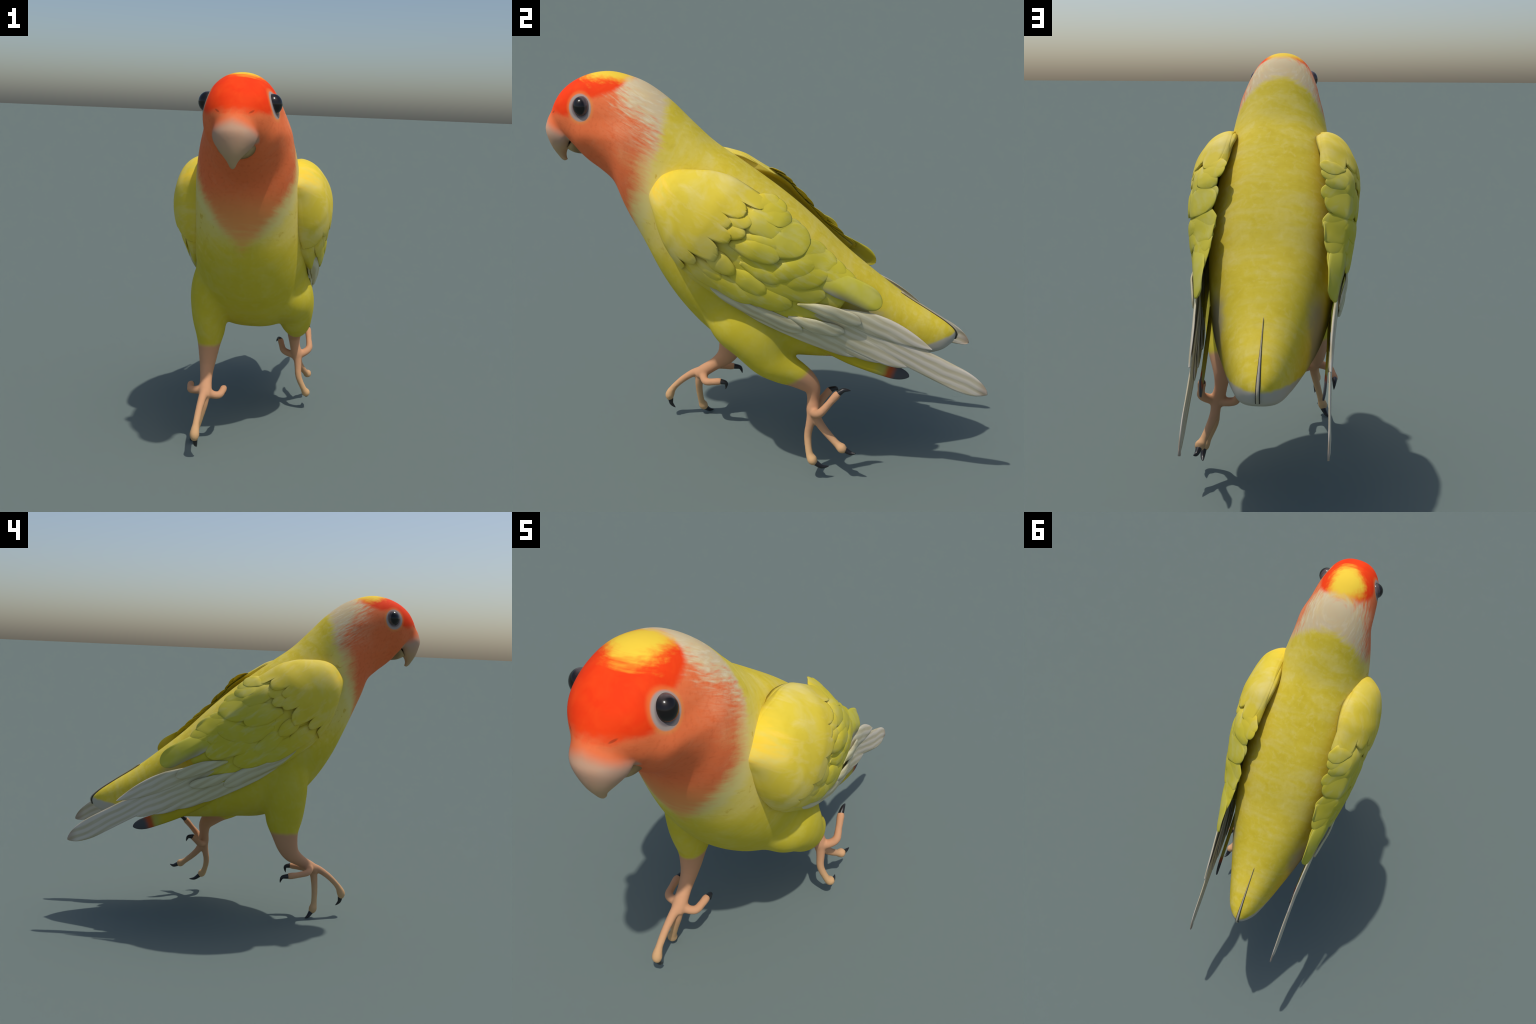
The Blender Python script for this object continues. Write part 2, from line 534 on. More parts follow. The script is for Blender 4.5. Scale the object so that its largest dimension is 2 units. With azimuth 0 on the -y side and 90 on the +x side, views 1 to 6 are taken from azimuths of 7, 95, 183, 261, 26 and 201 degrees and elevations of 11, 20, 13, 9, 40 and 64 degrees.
def leg_right():
    """bird's right leg (x < 0), planted in front; list of closed pieces"""
    out = [tube([(-0.170, -0.170, 0.930, 0.080, 0.110), (-0.195, -0.185, 0.850, 0.110, 0.132), (-0.210, -0.196, 0.750, 0.113, 0.138), (-0.219, -0.205, 0.650, 0.094, 0.120),
                 (-0.213, -0.207, 0.560, 0.078, 0.104), (-0.215, -0.216, 0.480, 0.058, 0.076), (-0.216, -0.234, 0.410, 0.045, 0.060),
                 (-0.215, -0.262, 0.362, 0.036, 0.047), (-0.208, -0.315, 0.322, 0.031, 0.033), (-0.200, -0.375, 0.285, 0.033, 0.032),
                 (-0.198, -0.410, 0.262, 0.028, 0.026)], 60, 28)]
    toe = lambda pts: tube(pts, 26, 14)
    out.append(toe([(-0.199, -0.380, 0.285, .026, .026), (-0.203, -0.430, 0.268, .021, .021), (-0.207, -0.490, 0.226, .018, .018), (-0.210, -0.543, 0.172, .0175, .0175),
                    (-0.211, -0.566, 0.128, .0245, .0245), (-0.210, -0.565, 0.098, .015, .015)]))
    out.append(toe([(-0.197, -0.390, 0.275, .026, .026), (-0.200, -0.402, 0.220, .021, .021), (-0.217, -0.405, 0.150, .018, .018), (-0.236, -0.401, 0.080, .0175, .0175),
                    (-0.247, -0.393, 0.048, .0245, .0245), (-0.252, -0.380, 0.026, .014, .014)]))
    out.append(toe([(-0.195, -0.375, 0.280, .026, .026), (-0.160, -0.368, 0.262, .021, .021), (-0.131, -0.350, 0.258, .0195, .0195), (-0.122, -0.310, 0.264, .0185, .0185),
                    (-0.120, -0.280, 0.268, .0185, .0185), (-0.119, -0.264, 0.267, .011, .011)]))
    out.append(toe([(-0.205, -0.365, 0.290, .026, .026), (-0.245, -0.362, 0.280, .021, .021), (-0.279, -0.342, 0.272, .0195, .0195), (-0.294, -0.290, 0.264, .017, .017),
                    (-0.302, -0.238, 0.260, .019, .019), (-0.303, -0.218, 0.258, .011, .011)]))
    return out


def leg_left():
    """bird's left leg (x > 0), lifted behind"""
    out = [tube([(0.140, -0.190, 0.900, 0.080, 0.120), (0.180, -0.130, 0.780, 0.118, 0.150), (0.205, -0.060, 0.695, 0.112, 0.130), (0.216, 0.005, 0.602, 0.090, 0.100), (0.218, 0.065, 0.552, 0.074, 0.080),
                 (0.214, 0.125, 0.515, 0.058, 0.064), (0.206, 0.175, 0.475, 0.045, 0.052), (0.202, 0.205, 0.435, 0.036, 0.038),
                 (0.207, 0.209, 0.385, 0.029, 0.029), (0.219, 0.209, 0.335, 0.031, 0.032), (0.225, 0.209, 0.300, 0.028, 0.028)], 60, 28)]
    toe = lambda pts: tube(pts, 26, 14)
    out.append(toe([(0.224, 0.207, 0.330, .026, .026), (0.232, 0.197, 0.268, .021, .021), (0.240, 0.186, 0.200, .0185, .0185), (0.270, 0.194, 0.130, .0175, .0175),
                    (0.285, 0.210, 0.100, .0245, .0245), (0.289, 0.227, 0.084, .013, .013)]))
    out.append(toe([(0.224, 0.212, 0.325, .026, .026), (0.234, 0.240, 0.268, .021, .021), (0.252, 0.280, 0.222, .0185, .0185), (0.272, 0.322, 0.184, .0175, .0175),
                    (0.283, 0.346, 0.168, .0245, .0245), (0.287, 0.366, 0.159, .013, .013)]))
    out.append(toe([(0.224, 0.212, 0.325, .026, .026), (0.258, 0.222, 0.333, .022, .022), (0.288, 0.245, 0.358, .020, .020), (0.282, 0.282, 0.403, .017, .017),
                    (0.274, 0.316, 0.444, .019, .019), (0.271, 0.329, 0.457, .012, .012)]))
    out.append(toe([(0.220, 0.212, 0.325, .026, .026), (0.180, 0.226, 0.322, .021, .021), (0.142, 0.243, 0.334, .0195, .0195), (0.128, 0.266, 0.358, .0175, .0175),
                    (0.119, 0.285, 0.378, .018, .018), (0.116, 0.294, 0.383, .012, .012)]))
    return out


def ramp(v, lo, hi):
    t = np.clip((v - lo) / (hi - lo), 0, 1)
    return t * t * (3 - 2 * t)


def relax(me, co):
    """Soften the joined volume: strongly where thighs run into the belly, gently on toes and beak."""
    n = len(co)
    ed = np.empty(len(me.edges) * 2, dtype=np.int64)
    me.edges.foreach_get("vertices", ed)
    e0, e1 = ed.reshape(-1, 2).T
    deg = np.maximum(np.bincount(e0, minlength=n) + np.bincount(e1, minlength=n), 1)
    x, y, z = co.T
    thigh = ramp(z, 0.54, 0.63) * (1 - ramp(z, 0.98, 1.12)) * ramp(y, -0.50, -0.38) * (1 - ramp(y, 0.22, 0.36)) * ramp(np.abs(x - X0), 0.03, 0.09)
    face = (1 - ramp(y, -0.93, -0.86)) * ramp(z, 1.60, 1.64) * (1 - ramp(z, 1.70, 1.76))
    for k in range(90):
        if k < 5:
            w = np.full(n, 0.5)
            w[(z < 1.52) & (y < -0.90)] = 0.12
        else:
            w = 0.5 * np.maximum(thigh, face if k < 40 else 0)
            if k < 14:
                w = np.maximum(w, 0.5 * ((z > 0.6) & ~((y < -0.86) & (z < 1.62))))
        avg = np.empty_like(co)
        for i in range(3):
            c = co[:, i]
            avg[:, i] = (np.bincount(e0, weights=c[e1], minlength=n) + np.bincount(e1, weights=c[e0], minlength=n)) / deg
        co += (avg - co) * w[:, None]


def build_body(parent, mat):
    verts, faces = [], []

    def put(v, f):
        k = len(verts)
        verts.extend(v)
        faces.extend(tuple(i + k for i in q) for q in f)

    put(*loft_tb(BODY, 220, 88))
    put(*loft_tb(UPPER, 90, 64))
    for leg in (leg_right(), leg_left()):
        for v, f in leg:
            put(v, f)
    me = mesh_from("body_volume", verts, faces)
    ob = add("body_volume", me)
    r = ob.modifiers.new("join", "REMESH")
    r.mode = "VOXEL"
    r.voxel_size = 0.0052
    dg = bpy.context.evaluated_depsgraph_get()
    whole = bpy.data.meshes.new_from_object(ob.evaluated_get(dg))
    bpy.data.objects.remove(ob)
    whole.polygons.foreach_set("use_smooth", [True] * len(whole.polygons))

    n = len(whole.vertices)
    co = np.empty(n * 3)
    whole.vertices.foreach_get("co", co)
    co = co.reshape(-1, 3)
    relax(whole, co)
    # the throat leans a little to the bird's left
    lean = ramp(-co[:, 1], 0.50, 0.64) * (1 - ramp(-co[:, 1], 0.78, 0.86)) * ramp(co[:, 2], 1.05, 1.25) * (1 - ramp(co[:, 2], 1.58, 1.68))
    co[:, 0] += 0.014 * lean
    whole.vertices.foreach_set("co", co.ravel())
    whole.update()
    nor = np.empty(n * 3)
    whole.vertex_normals.foreach_get("vector", nor)
    nor = nor.reshape(-1, 3)
    polys = [tuple(p.vertices) for p in whole.polygons]

    def region(c):
        x, y, z = c
        if x < -0.09 and (z < 0.545 - 0.0 * y) and y < -0.02:
            return "foot" if (z < 0.300 and (y < -0.335 or z < 0.29)) else "leg"
        if x > 0.07 and z < 0.700 and (z < 0.545 and y < 0.5 and y > -0.10) and (y > 0.08 or z < 0.535):
            if z < 0.36 or (z < 0.48 and (x > 0.243 and y > 0.22)) or (z < 0.42 and x < 0.165 and y > 0.22):
                return "foot"
            return "leg"
        if y < -0.866 and z < 1.635 - (y + 0.99) * 0.30:
            return "beak"
        d = (y + 0.50) * -0.80 + (z - 1.60) * 0.60     # along the neck towards the head
        if d > 0.03 and z > 1.3:
            return "head"
        if d > -0.16 and z > 1.20:
            return "neck"
        if y > 0.42:
            return "tail"
        return "torso"

    groups = {}
    for p in polys:
        c = co[list(p)].mean(axis=0)
        k = region(c)
        if k in ("leg", "foot"):
            k += "_a" if c[0] < 0 else "_b"
        groups.setdefault(k, []).append(p)
    obs = {}
    for key, fs in groups.items():
        used = sorted({i for p in fs for i in p})
        remap = {v: i for i, v in enumerate(used)}
        name = key.split("_")[0]
        me = bpy.data.meshes.new(name)
        me.from_pydata([tuple(co[i]) for i in used], [], [tuple(remap[i] for i in p) for p in fs])
        me.polygons.foreach_set("use_smooth", [True] * len(me.polygons))
        me.normals_split_custom_set_from_vertices([tuple(nor[i]) for i in used])
        me.materials.append(mat)
        obs[key] = (name, me)
    made = {}
    for key in ("torso", "head", "neck", "tail", "leg_a", "leg_b"):
        made[key] = add(obs[key][0], obs[key][1], parent)
    made["beak"] = add("upper_beak", obs["beak"][1], made["head"])
    for side in "ab":
        made["foot_" + side] = add("foot", obs["foot_" + side][1], made["leg_" + side])
    bpy.data.meshes.remove(whole)
    return made


# claws: (base, middle, tip, base radius)
CLAWS_A = [((-0.210, -0.563, 0.104), (-0.207, -0.560, 0.078), (-0.204, -0.538, 0.053), 0.0142),
           ((-0.250, -0.384, 0.032), (-0.263, -0.366, 0.012), (-0.279, -0.342, 0.004), 0.0142),
           ((-0.119, -0.272, 0.268), (-0.118, -0.247, 0.262), (-0.117, -0.250, 0.226), 0.0142),
           ((-0.303, -0.226, 0.259), (-0.302, -0.196, 0.254), (-0.300, -0.184, 0.221), 0.0142)]
CLAWS_B = [((0.287, 0.220, 0.090), (0.287, 0.250, 0.068), (0.281, 0.287, 0.066), 0.0142),
           ((0.285, 0.358, 0.163), (0.291, 0.384, 0.150), (0.301, 0.409, 0.156), 0.0142),
           ((0.272, 0.322, 0.451), (0.271, 0.345, 0.468), (0.269, 0.379, 0.466), 0.0142),
           ((0.117, 0.289, 0.381), (0.105, 0.312, 0.382), (0.091, 0.325, 0.358), 0.0142)]


def build_claws(feet, mat):
    for foot, claws in ((feet[0], CLAWS_A), (feet[1], CLAWS_B)):
        for b, mdl, t, r in claws:
            b, mdl, t = map(np.array, (b, mdl, t))
            back = b - (mdl - b) * 0.4
            q = [(*back, r * .9, r * .9), (*b, r, r), (*mdl, r * 0.72, r * 0.72), (*(mdl * 0.35 + t * 0.65 + (mdl - (b + t) / 2) * 0.2), r * .40, r * .40), (*t, 0.0012, 0.0012)]
            add("claw", mesh_from("claw", *tube(q, 18, 12)), foot, [mat])


# ------------------------------------------------------------------ beak and eyes
UPPER = [(-0.905, 1.725, -0.79, 1.600, 0.060, 0.75, 2.0, 2.4),
         (-0.955, 1.688, -0.835, 1.592, 0.078, 0.80, 2.0, 2.4),
         (-0.980, 1.660, -0.858, 1.582, 0.090, 0.78, 2.0, 2.4),
         (-0.996, 1.625, -0.872, 1.562, 0.092, 0.76, 2.0, 2.5),
         (-1.001, 1.595, -0.887, 1.538, 0.083, 0.72, 2.0, 2.5),
         (-0.993, 1.553, -0.903, 1.518, 0.064, 0.66, 2.0, 2.4),
         (-0.979, 1.512, -0.918, 1.500, 0.042, 0.60, 2.0, 2.2),
         (-0.962, 1.481, -0.924, 1.480, 0.023, 0.55, 2.0, 2.0),
         (-0.947, 1.458, -0.922, 1.463, 0.013, 0.50, 2.0, 2.0),
         (-0.934, 1.449, -0.918, 1.455, 0.007, 0.50, 2.0, 2.0)]
LOWER = [(-0.790, 1.585, -0.770, 1.482, 0.074, 0.50, 2.0, 2.2),
         (-0.846, 1.586, -0.828, 1.484, 0.086, 0.36, 2.4, 2.1),
         (-0.876, 1.556, -0.866, 1.489, 0.072, 0.36, 2.4, 2.1),
         (-0.898, 1.529, -0.893, 1.500, 0.047, 0.38, 2.4, 2.0),
         (-0.911, 1.517, -0.909, 1.508, 0.017, 0.40, 2.0, 2.0)]


def build_face(head, mats):
    add("lower_beak", mesh_from("lower_beak", *loft_tb(LOWER, 40, 40)), head, [mats["lower"]])
    add("mouth", mesh_from("mouth", *ball((X0, -0.872, 1.548), (0.058, 0.040, 0.036))), head, [mats["mouth"]])
    for sgn in (1, -1):
        v, f = ball((X0 + sgn * EYE_X, EYE_Y, EYE_Z), (0.042, 0.039, 0.044), 28, 40)
        add("eye", mesh_from("eye", v, f), head, [mats["eye"]])
        # thin fleshy rim where the ball meets the head
        rows = []
        for k in range(49):
            t = 2 * math.pi * k / 48
            rows.append((X0 + sgn * (0.1375 - 0.016 * math.sin(t) + 0.009 * math.cos(t)), EYE_Y + 0.0420 * math.cos(t), EYE_Z - 0.002 + 0.0475 * math.sin(t)))
        verts = []
        for k, p in enumerate(rows[:-1]):
            c = np.array((X0 + sgn * 0.138, EYE_Y, EYE_Z))
            rad = np.array(p) - c
            rad[0] = 0
            rad /= np.linalg.norm(rad)
            for j in range(10):
                a = 2 * math.pi * j / 10
                verts.append(np.array(p) + rad * 0.0065 * math.cos(a) + np.array((sgn * 0.0055 * math.sin(a), 0, 0)))
        faces = [(i * 10 + j, i * 10 + (j + 1) % 10, ((i + 1) % 48) * 10 + (j + 1) % 10, ((i + 1) % 48) * 10 + j) for i in range(48) for j in range(10)]
        add("eyelid", mesh_from("eyelid", verts, faces), head, [mats["lid"]])


# ------------------------------------------------------------------ wings
# Wing frame: a runs from the shoulder to the wing tip, b from belly edge to back edge.
AO = np.array((-0.45, 1.40))
AD = np.array((0.834, -0.552))
BD = np.array((0.552, 0.834))


def ab(y, z):
    d = np.array((y, z)) - AO
    return float(d @ AD), float(d @ BD)


def yz(a, b):
    return AO[0] + a * AD[0] + b * BD[0], AO[1] + a * AD[1] + b * BD[1]


TOP_A = [-0.024, -0.018, 0.0, 0.035, 0.07, 0.166, 0.264, 0.377, 0.44, 0.50, 0.559, 0.658, 0.766, 0.982, 1.076, 1.38, 1.72]
TOP_B = [-0.020, 0.030, 0.068, 0.105, 0.130, 0.184, 0.208, 0.209, 0.206, 0.200, 0.180, 0.156, 0.126, 0.105, 0.096, 0.045, 0.00]
LOW_A = [-0.024, -0.018, 0.0, 0.035, 0.109, 0.163, 0.261, 0.345, 0.48, 0.607, 0.731, 0.908, 1.047, 1.192, 1.32, 1.49, 1.72]
LOW_B = [-0.020, -0.055, -0.078, -0.108, -0.172, -0.208, -0.249, -0.266, -0.266, -0.253, -0.238, -0.227, -0.187, -0.144, -0.10, -0.063, -0.02]
MAX_A = [-0.024, -0.015, 0.01, 0.05, 0.10, 0.16, 0.26, 0.40, 0.50, 0.60, 0.70, 0.83, 1.03, 1.2, 1.375, 1.72]
MAX_X = [0.214, 0.250, 0.292, 0.329, 0.350, 0.365, 0.376, 0.372, 0.364, 0.356, 0.342, 0.318, 0.280, 0.264, 0.257, 0.253]
EDT_A = [-0.024, 0.08, 0.18, 0.30, 0.45, 0.65, 0.9, 1.1, 1.4, 1.72]
EDT_X = [0.224, 0.224, 0.214, 0.222, 0.248, 0.262, 0.260, 0.252, 0.254, 0.254]
EDL_A = [-0.024, 0.2, 0.4, 0.6, 0.9, 1.1, 1.4, 1.72]
EDL_X = [0.224, 0.262, 0.285, 0.305, 0.290, 0.270, 0.259, 0.257]


def wing_x(a, b):
    """distance of the wing's outer face from the mid plane"""
    top, low = spline(TOP_A, TOP_B, a), spline(LOW_A, LOW_B, a)
    mx, et, el = spline(MAX_A, MAX_X, a), spline(EDT_A, EDT_X, a), spline(EDL_A, EDL_X, a)
    k = 0.38 + 0.22 * np.clip((a - 0.15) / 0.25, 0, 1)
    mid = top * k + low * (1 - k)
    t = np.where(b > mid, (b - mid) / (top - mid + 1e-6), (mid - b) / (mid - low + 1e-6))
    t = np.clip(t, 0, 1)
    edge = np.where(b > mid, et, el)
    round_edge = (1 - t**2.1) ** (1 / 1.9)
    slack = np.clip((np.where(b > mid, (b - mid) / (top - mid + 1e-6), 0) - 0.78), 0, 0.42)
    f0 = (1 - 0.78**2.1) ** (1 / 1.9)
    soft_edge = np.where(slack > 0, f0 - slack * (f0 / 0.235), round_edge)
    g = np.clip((a - 0.28) / 0.14, 0, 1)
    return edge + (mx - edge) * (round_edge * (1 - g) + soft_edge * g)


def wing_b(a, t):
    top, low = spline(TOP_A, TOP_B, a), spline(LOW_A, LOW_B, a)
    return low + (top - low) * (t + 1) / 2


def sheet(outer, inner, nu, nv):
    """closed solid between two nu x nv grids"""
    n = nu * nv
    verts = list(outer) + list(inner)
    faces = grid_faces(nu, nv) + [tuple(reversed(q)) for q in grid_faces(nu, nv, base=n)]
    for i in range(nu - 1):
        for j in (0, nv - 1):
            a, b = i * nv + j, (i + 1) * nv + j
            faces.append((a, b, b + n, a + n))
    for j in range(nv - 1):
        for i in (0, nu - 1):
            a, b = i * nv + j, i * nv + j + 1
            faces.append((a, b, b + n, a + n))
    return verts, faces


def wing_shell():
    """base of the wing: thick at the shoulder, a thin hollow shell behind"""
    nu, nv = 90, 60
    outer, inner = [], []
    for i in range(nu):
        a = 0.010 + (0.93 - 0.010) * (i / (nu - 1)) ** 1.4
        for j in range(nv):
            t = -math.cos(math.pi * j / (nv - 1)) * 0.985
            b = float(wing_b(a, t))
            xo = float(wing_x(a, b)) - 0.013 + 0.006 * min(1.0, max(0.0, a - 0.3) / 0.15)
            thick = float(spline([-0.03, 0.0, 0.15, 0.30, 0.45, 0.6, 1.0], [0.02, 0.06, 0.12, 0.10, 0.03, 0.012, 0.008], a))
            y, z = yz(a, b)
            outer.append((xo, y, z))
            inner.append((max(xo - thick, min(xo - 0.006, 0.200)), y, z))
    return sheet(outer, inner, nu, nv)


# trailing edge of the smooth shoulder cap: lobe tips and the notches between them (a, b)
LOBES = [(0.345, 0.226), (0.425, 0.196), (0.322, 0.168), (0.360, 0.138), (0.277, 0.096), (0.333, 0.077), (0.318, 0.052), (0.366, 0.020),
         (0.290, -0.020), (0.361, -0.092), (0.243, -0.118), (0.297, -0.152), (0.228, -0.184), (0.269, -0.212), (0.235, -0.30)]


def cap_end(b):
    if b >= LOBES[0][1]:
        return LOBES[0][0]
    for k in range(len(LOBES) - 1):
        (a1, b1), (a2, b2) = LOBES[k], LOBES[k + 1]
        if b1 >= b >= b2:
            if k % 2 == 1:
                s, tip, cut = (b - b2) / (b1 - b2), a1, a2
            else:
                s, tip, cut = (b1 - b) / (b1 - b2), a2, a1
            return cut + (tip - cut) * (1 - (1 - s) ** 2.4) ** (1 / 1.7)
    return LOBES[-1][0]


def shoulder_cap():
    nu, nv = 70, 264
    outer = [None] * (nu * nv)
    inner = [None] * (nu * nv)
    for j in range(nv):
        jj = min(max(j, 2), nv - 3)
        t = -1 + 2 * (jj - 2) / (nv - 5)
        t = math.copysign(1 - (1 - abs(t)) ** 1.25, t)
        curl = (2 - j if j < 2 else max(0, j - (nv - 3)))      # extra rows rolled under both edges
        lo = 0.05
        while lo < 0.45 and lo < cap_end(float(wing_b(lo, t))):
            lo += 0.004
        for i in range(nu):
            s = i / (nu - 1)
            a = -0.023 + (lo + 0.023) * (s**1.5 * 0.7 + s * 0.3)
            roll = curl * min(1.0, max(0.0, (a + 0.02) / 0.12)) * (1 - s**4)
            b = float(wing_b(a, t)) - math.copysign(0.007 * roll, t)
            y, z = yz(a, b)
            swell = (0.004 + 0.010 * min(1, max(0, a / 0.25))) * (1 - abs(t) ** 5)
            drop = 0.004 * max(0, (s - 0.94) / 0.06) ** 2
            x = float(wing_x(a, float(wing_b(a, t)))) + swell - drop - 0.016 * roll
            outer[i * nv + j] = (x, y, z)
            inner[i * nv + j] = (x - 0.008 - 0.002 * s, y - 0.001, z - 0.001)
    return sheet(outer, inner, nu, nv)


def feather(base, tip, width, lift0, lift1, bend=0.0, point=0.5, camber=0.006, thick=0.0038, taper=0.55, wave=0.0, phase=0.0, roll=0.0, flat_x=None):
    """A feather lying on the wing: base/tip in (y, z), full width, height over the wing at base and tip.
    bend bows the centre line; point 0 = broad round tip, 1 = slender tip."""
    a0, b0 = ab(*base)
    a1, b1 = ab(*tip)
    L = math.hypot(a1 - a0, b1 - b0)
    d = ((a1 - a0) / L, (b1 - b0) / L)
    p = (-d[1], d[0])
    nu, nv = 34, 15
    outer, inner = [], []
    tl = min(0.75, width * (0.75 + 0.9 * point) / L)       # length share of the rounded tip
    for i in range(nu):
        s = 1 - (1 - i / (nu - 1)) ** 1.5
        w = width / 2 * (taper + (1 - taper) * min(1, s / 0.45) ** 0.8)
        if s > 1 - tl:
            q = (s - 1 + tl) / tl
            w *= max(0.0, 1 - q ** (2.4 - 0.4 * point)) ** (1 / (1.9 - 0.4 * point))
        w = max(w * (1 + wave * 0.9 * math.sin(9 * s + phase)), 0.0008)
        bow = bend * math.sin(math.pi * s)
        for j in range(nv):
            v = -1 + 2 * j / (nv - 1)
            run = L * s * (1 + wave * (math.sin(4.0 * v + phase) * 0.6 + math.sin(9.0 * v + 2 * phase) * 0.35) * (1 - s**5)) if s > 0.4 else L * s
            a = a0 + d[0] * run + p[0] * (v * w + bow)
            b = b0 + d[1] * run + p[1] * (v * w + bow)
            y, z = yz(a, b)
            xs = float(wing_x(a, b)) if flat_x is None else flat_x[0] + (flat_x[1] - flat_x[0]) * s
            rise = min(1.0, s / 0.55)
            rise = rise * rise * (3 - 2 * rise)
            x = xs + lift0 - 0.010 * (1 - rise) + (lift1 - lift0) * rise - 0.003 * max(0, (s - 0.85) / 0.15) ** 2 + camber * (1 - v * v) * min(1, w / (width / 2 + 1e-6)) - 0.0020 * v**6 - roll * max(0.0, v) ** 2 * (1 - 0.35 * s) - 0.0055 * v**4 * max(0.0, 1 - s / 0.75)
            outer.append((x, y, z))
            inner.append((x - thick, y, z))
    return sheet(outer, inner, nu, nv)


# name, base (y, z), tip (y, z), width, lift at base, lift at tip, bend, point, material key
FEATHERS = [
    # ----- pale flight feathers, lowest layer first
    ("primary_feather", (-0.28, 0.985), (0.30, 0.680), 0.055, -0.010, -0.006, -0.014, 0.8, "pale"),
    ("primary_feather", (-0.10, 0.905), (0.43, 0.645), 0.080, -0.009, -0.006, -0.014, 0.8, "pale"),
    ("primary_feather", (0.02, 0.885), (0.560, 0.610), 0.095, -0.007, -0.003, -0.012, 0.9, "pale"),
    ("primary_feather", (0.08, 0.88), (0.642, 0.592), 0.090, -0.003, 0.001, -0.004, 0.9, "pale"),
    ("primary_feather", (0.16, 0.88), (0.988, 0.456), 0.108, 0.002, 0.002, 0.004, 0.9, "pale"),
    ("primary_feather", (0.22, 0.880), (0.732, 0.672), 0.090, 0.005, 0.007, 0.012, 2.0, "pale"),
    ("covert_pale", (0.10, 0.850), (0.345, 0.770), 0.060, 0.008, 0.012, -0.006, 0.5, "pale"),
    ("covert_pale", (0.14, 0.910), (0.412, 0.815), 0.062, 0.012, 0.018, 0.006, 0.4, "pale"),
    ("covert_pale", (-0.33, 1.045), (0.06, 0.815), 0.060, -0.006, -0.002, -0.012, 0.6, "pale"),
    ("covert_pale", (-0.12, 0.930), (0.16, 0.775), 0.075, -0.004, 0.002, -0.006, 0.6, "pale"),
    # ----- long inner feathers at the back edge
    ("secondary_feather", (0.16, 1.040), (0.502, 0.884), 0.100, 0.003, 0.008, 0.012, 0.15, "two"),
    ("secondary_feather", (0.12, 1.120), (0.400, 0.965), 0.070, 0.004, 0.006, 0.004, 0.4, "yellow"),
    ("tertial_feather", (0.04, 1.200), (0.262, 1.105), 0.060, 0.004, 0.005, 0.006, 0.4, "yellow"),
    ("tertial_feather", (0.00, 1.270), (0.160, 1.215), 0.060, 0.004, 0.006, 0.006, 0.3, "yellow"),
    ("tertial_feather", (0.10, 1.130), (0.345, 1.025), 0.060, 0.004, 0.005, 0.006, 0.4, "yellow"),
    # ----- greater coverts
    ("greater_covert", (0.00, 1.020), (0.272, 1.045), 0.110, 0.006, 0.011, 0.0, 0.3, "yellow"),
    ("greater_covert", (0.02, 1.110), (0.306, 1.075), 0.090, 0.007, 0.010, 0.010, 0.3, "yellow"),
    ("greater_covert", (-0.04, 1.030), (0.215, 1.100), 0.100, 0.008, 0.013, 0.0, 0.2, "yellow"),
    ("greater_covert", (-0.02, 1.200), (0.190, 1.172), 0.125, 0.009, 0.015, 0.010, 0.15, "yellow"),
    ("greater_covert", (-0.10, 1.030), (0.262, 0.948), 0.115, 0.004, 0.010, 0.016, 0.1, "yellow"),
    ("greater_covert", (-0.22, 1.060), (0.115, 0.905), 0.110, 0.001, 0.006, -0.010, 0.2, "yellow"),
    ("greater_covert", (-0.32, 1.110), (-0.03, 0.925), 0.090, 0.000, 0.004, -0.012, 0.3, "yellow"),
    ("greater_covert", (-0.36, 1.120), (-0.15, 0.985), 0.080, 0.000, 0.004, -0.012, 0.3, "yellow"),
    # ----- median coverts
    ("median_covert", (-0.16, 1.090), (0.006, 0.965), 0.085, 0.006, 0.012, -0.006, 0.4, "yellow"),
    ("median_covert", (-0.10, 1.110), (0.080, 1.024), 0.075, 0.007, 0.013, -0.004, 0.4, "yellow"),
    ("median_covert", (-0.30, 1.130), (-0.178, 1.025), 0.060, 0.004, 0.010, -0.006, 0.5, "yellow"),
    ("median_covert", (-0.25, 1.180), (-0.122, 1.062), 0.085, 0.006, 0.014, -0.006, 0.4, "yellow"),
    ("median_covert", (-0.10, 1.150), (0.076, 1.066), 0.080, 0.009, 0.016, 0.0, 0.5, "yellow"),
    ("median_covert", (-0.14, 1.200), (0.068, 1.128), 0.100, 0.011, 0.019, 0.006, 0.3, "yellow"),
    ("median_covert", (-0.10, 1.230), (0.070, 1.172), 0.070, 0.011, 0.018, 0.0, 0.4, "yellow"),
    ("median_covert", (-0.05, 1.325), (0.113, 1.262), 0.055, 0.006, 0.008, 0.006, 0.2, "yellow"),
    ("median_covert", (-0.05, 1.340), (0.092, 1.298), 0.048, 0.008, 0.009, 0.006, 0.2, "yellow"),
    ("median_covert", (-0.07, 1.350), (0.062, 1.322), 0.048, 0.008, 0.010, 0.006, 0.2, "yellow"),
    ("median_covert", (-0.12, 1.320), (0.084, 1.226), 0.100, 0.010, 0.018, 0.008, 0.3, "yellow"),
    ("median_covert", (-0.19, 1.270), (-0.074, 1.232), 0.062, 0.010, 0.014, 0.0, 0.2, "yellow"),
    ("median_covert", (-0.18, 1.320), (-0.048, 1.282), 0.066, 0.010, 0.015, 0.0, 0.2, "yellow"),
]


def mirror(verts, faces, sgn):
    if sgn > 0:
        return [(X0 + x + 0.010, y, z) for x, y, z in verts], faces
    return [(X0 - x, y, z) for x, y, z in verts], [tuple(reversed(f)) for f in faces]


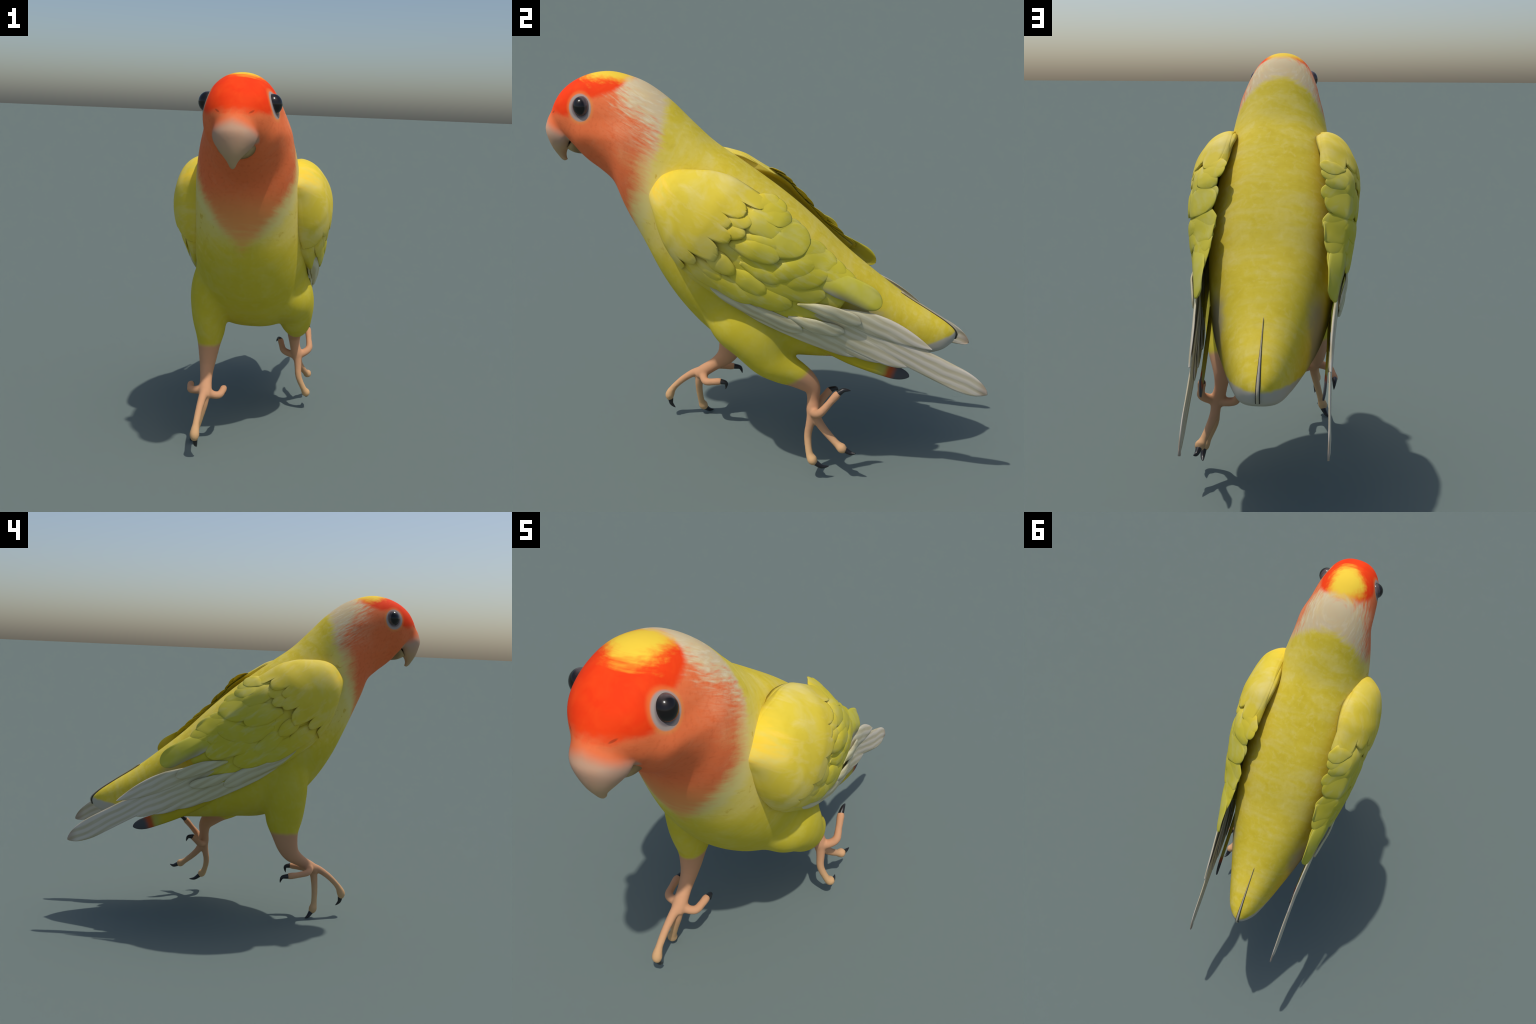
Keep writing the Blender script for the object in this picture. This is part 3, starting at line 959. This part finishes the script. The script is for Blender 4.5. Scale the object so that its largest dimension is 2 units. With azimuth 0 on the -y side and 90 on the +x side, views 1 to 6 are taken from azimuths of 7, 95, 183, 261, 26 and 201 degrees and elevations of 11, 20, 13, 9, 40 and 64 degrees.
def build_wings(parent, mats):
    for sgn in (1, -1):
        rng = random.Random(11 if sgn > 0 else 29)
        wing = add("wing", mesh_from("wing", *mirror(*wing_shell(), sgn)), parent, [mats["yellow"]])
        add("shoulder_coverts", mesh_from("shoulder_coverts", *mirror(*shoulder_cap(), sgn)), wing, [mats["yellow"]])
        for name, base, tip, w, l0, l1, bend, pt, key in FEATHERS:
            j = 0.004
            base = (base[0] + rng.uniform(-j, j), base[1] + rng.uniform(-j, j))
            camber = 0.002 if key == "pale" else 0.0025
            if key == "yellow":
                k = rng.uniform(0.12, 0.72)
                l0, l1 = l0 * 0.55, l1 * k
            if tip[0] < 0.9:
                tip = (tip[0] + rng.uniform(-j, j), tip[1] + rng.uniform(-j, j))
            v, f = feather(base, tip, w * rng.uniform(0.92, 1.1), l0, l1, bend + rng.uniform(-0.004, 0.004), pt, camber=camber, taper=0.18 if key == "pale" else 0.36, roll=0.007 if key == "yellow" else 0.002, wave=0.03 if key == "yellow" else 0.012, phase=rng.uniform(0, 6.28))
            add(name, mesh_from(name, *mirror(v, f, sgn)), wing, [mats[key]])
        v, f = feather((0.16, 0.730), (0.640, 0.524), 0.066, 0.008, 0, -0.016, 0.6, camber=0.004, flat_x=(0.262, 0.236))
        add("banded_feather", mesh_from("banded_feather", *mirror(v, f, sgn)), wing, [mats["banded"]])


# ------------------------------------------------------------------ tail shaft
def build_tail_shaft(tail, mats):
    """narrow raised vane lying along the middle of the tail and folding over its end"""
    top = [(s[0], s[1]) for s in BODY[:6]][::-1] + [(0.874, 0.604)]
    line = catmull(top, 60)[9:]
    n = len(line)
    for name, wd, up, mat in (("tail_vane_edge", 0.0085, 0.0030, mats["dark"]), ("tail_vane", 0.0050, 0.0075, mats["grey"])):
        outer, inner = [], []
        for i, (y, z) in enumerate(line):
            t = line[min(i + 1, n - 1)] - line[max(i - 1, 0)]
            t /= np.linalg.norm(t)
            nrm = np.array((-t[1], t[0]))
            if nrm[1] < 0 and i < n * 0.7:
                nrm = -nrm
            nrm = np.array((abs(t[1]), abs(t[0]))) if True else nrm
            s = i / (n - 1)
            w = wd * min(1.0, 0.12 + s / 0.6)
            for j in range(5):
                v = -1 + j / 2
                h = up * (1 - 0.25 * v * v)
                outer.append((X0 + v * w, y + nrm[0] * h, z + nrm[1] * h))
                inner.append((X0 + v * w, y - nrm[0] * 0.012, z - nrm[1] * 0.012))
        add(name, mesh_from(name, *sheet(outer, inner, n, 5)), tail, [mat])


# ------------------------------------------------------------------ assemble
def main():
    bird = add("parrot", None)
    bird["label"] = "small yellow parrot with red face, walking stride, folded wings"
    bird["category"] = "parrot"
    plum = plumage_material()
    made = build_body(bird, plum)
    mats = {
        "lower": lower_beak_material(), "mouth": simple("mouth_dark", (0.012, 0.006, 0.004), 0.8, 0.1),
        "eye": eye_material(), "lid": simple("eyelid_skin", (0.20, 0.155, 0.145), 0.75, 0.15, (0.36, 0.29, 0.26), 40.0),
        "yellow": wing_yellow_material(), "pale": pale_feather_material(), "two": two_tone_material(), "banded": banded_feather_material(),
        "dark": simple("vane_edge_dark", (0.05, 0.045, 0.03)), "grey": simple("vane_grey", (0.45, 0.40, 0.32), 0.7, 0.2, (0.55, 0.46, 0.16), 9.0),
        "claw": simple("claw_black", (0.010, 0.009, 0.010), 0.38, 0.5, (0.022, 0.020, 0.022), 60.0),
    }
    build_claws((made["foot_a"], made["foot_b"]), mats["claw"])
    build_face(made["head"], mats)
    build_wings(bird, mats)
    build_tail_shaft(made["tail"], mats)


main()
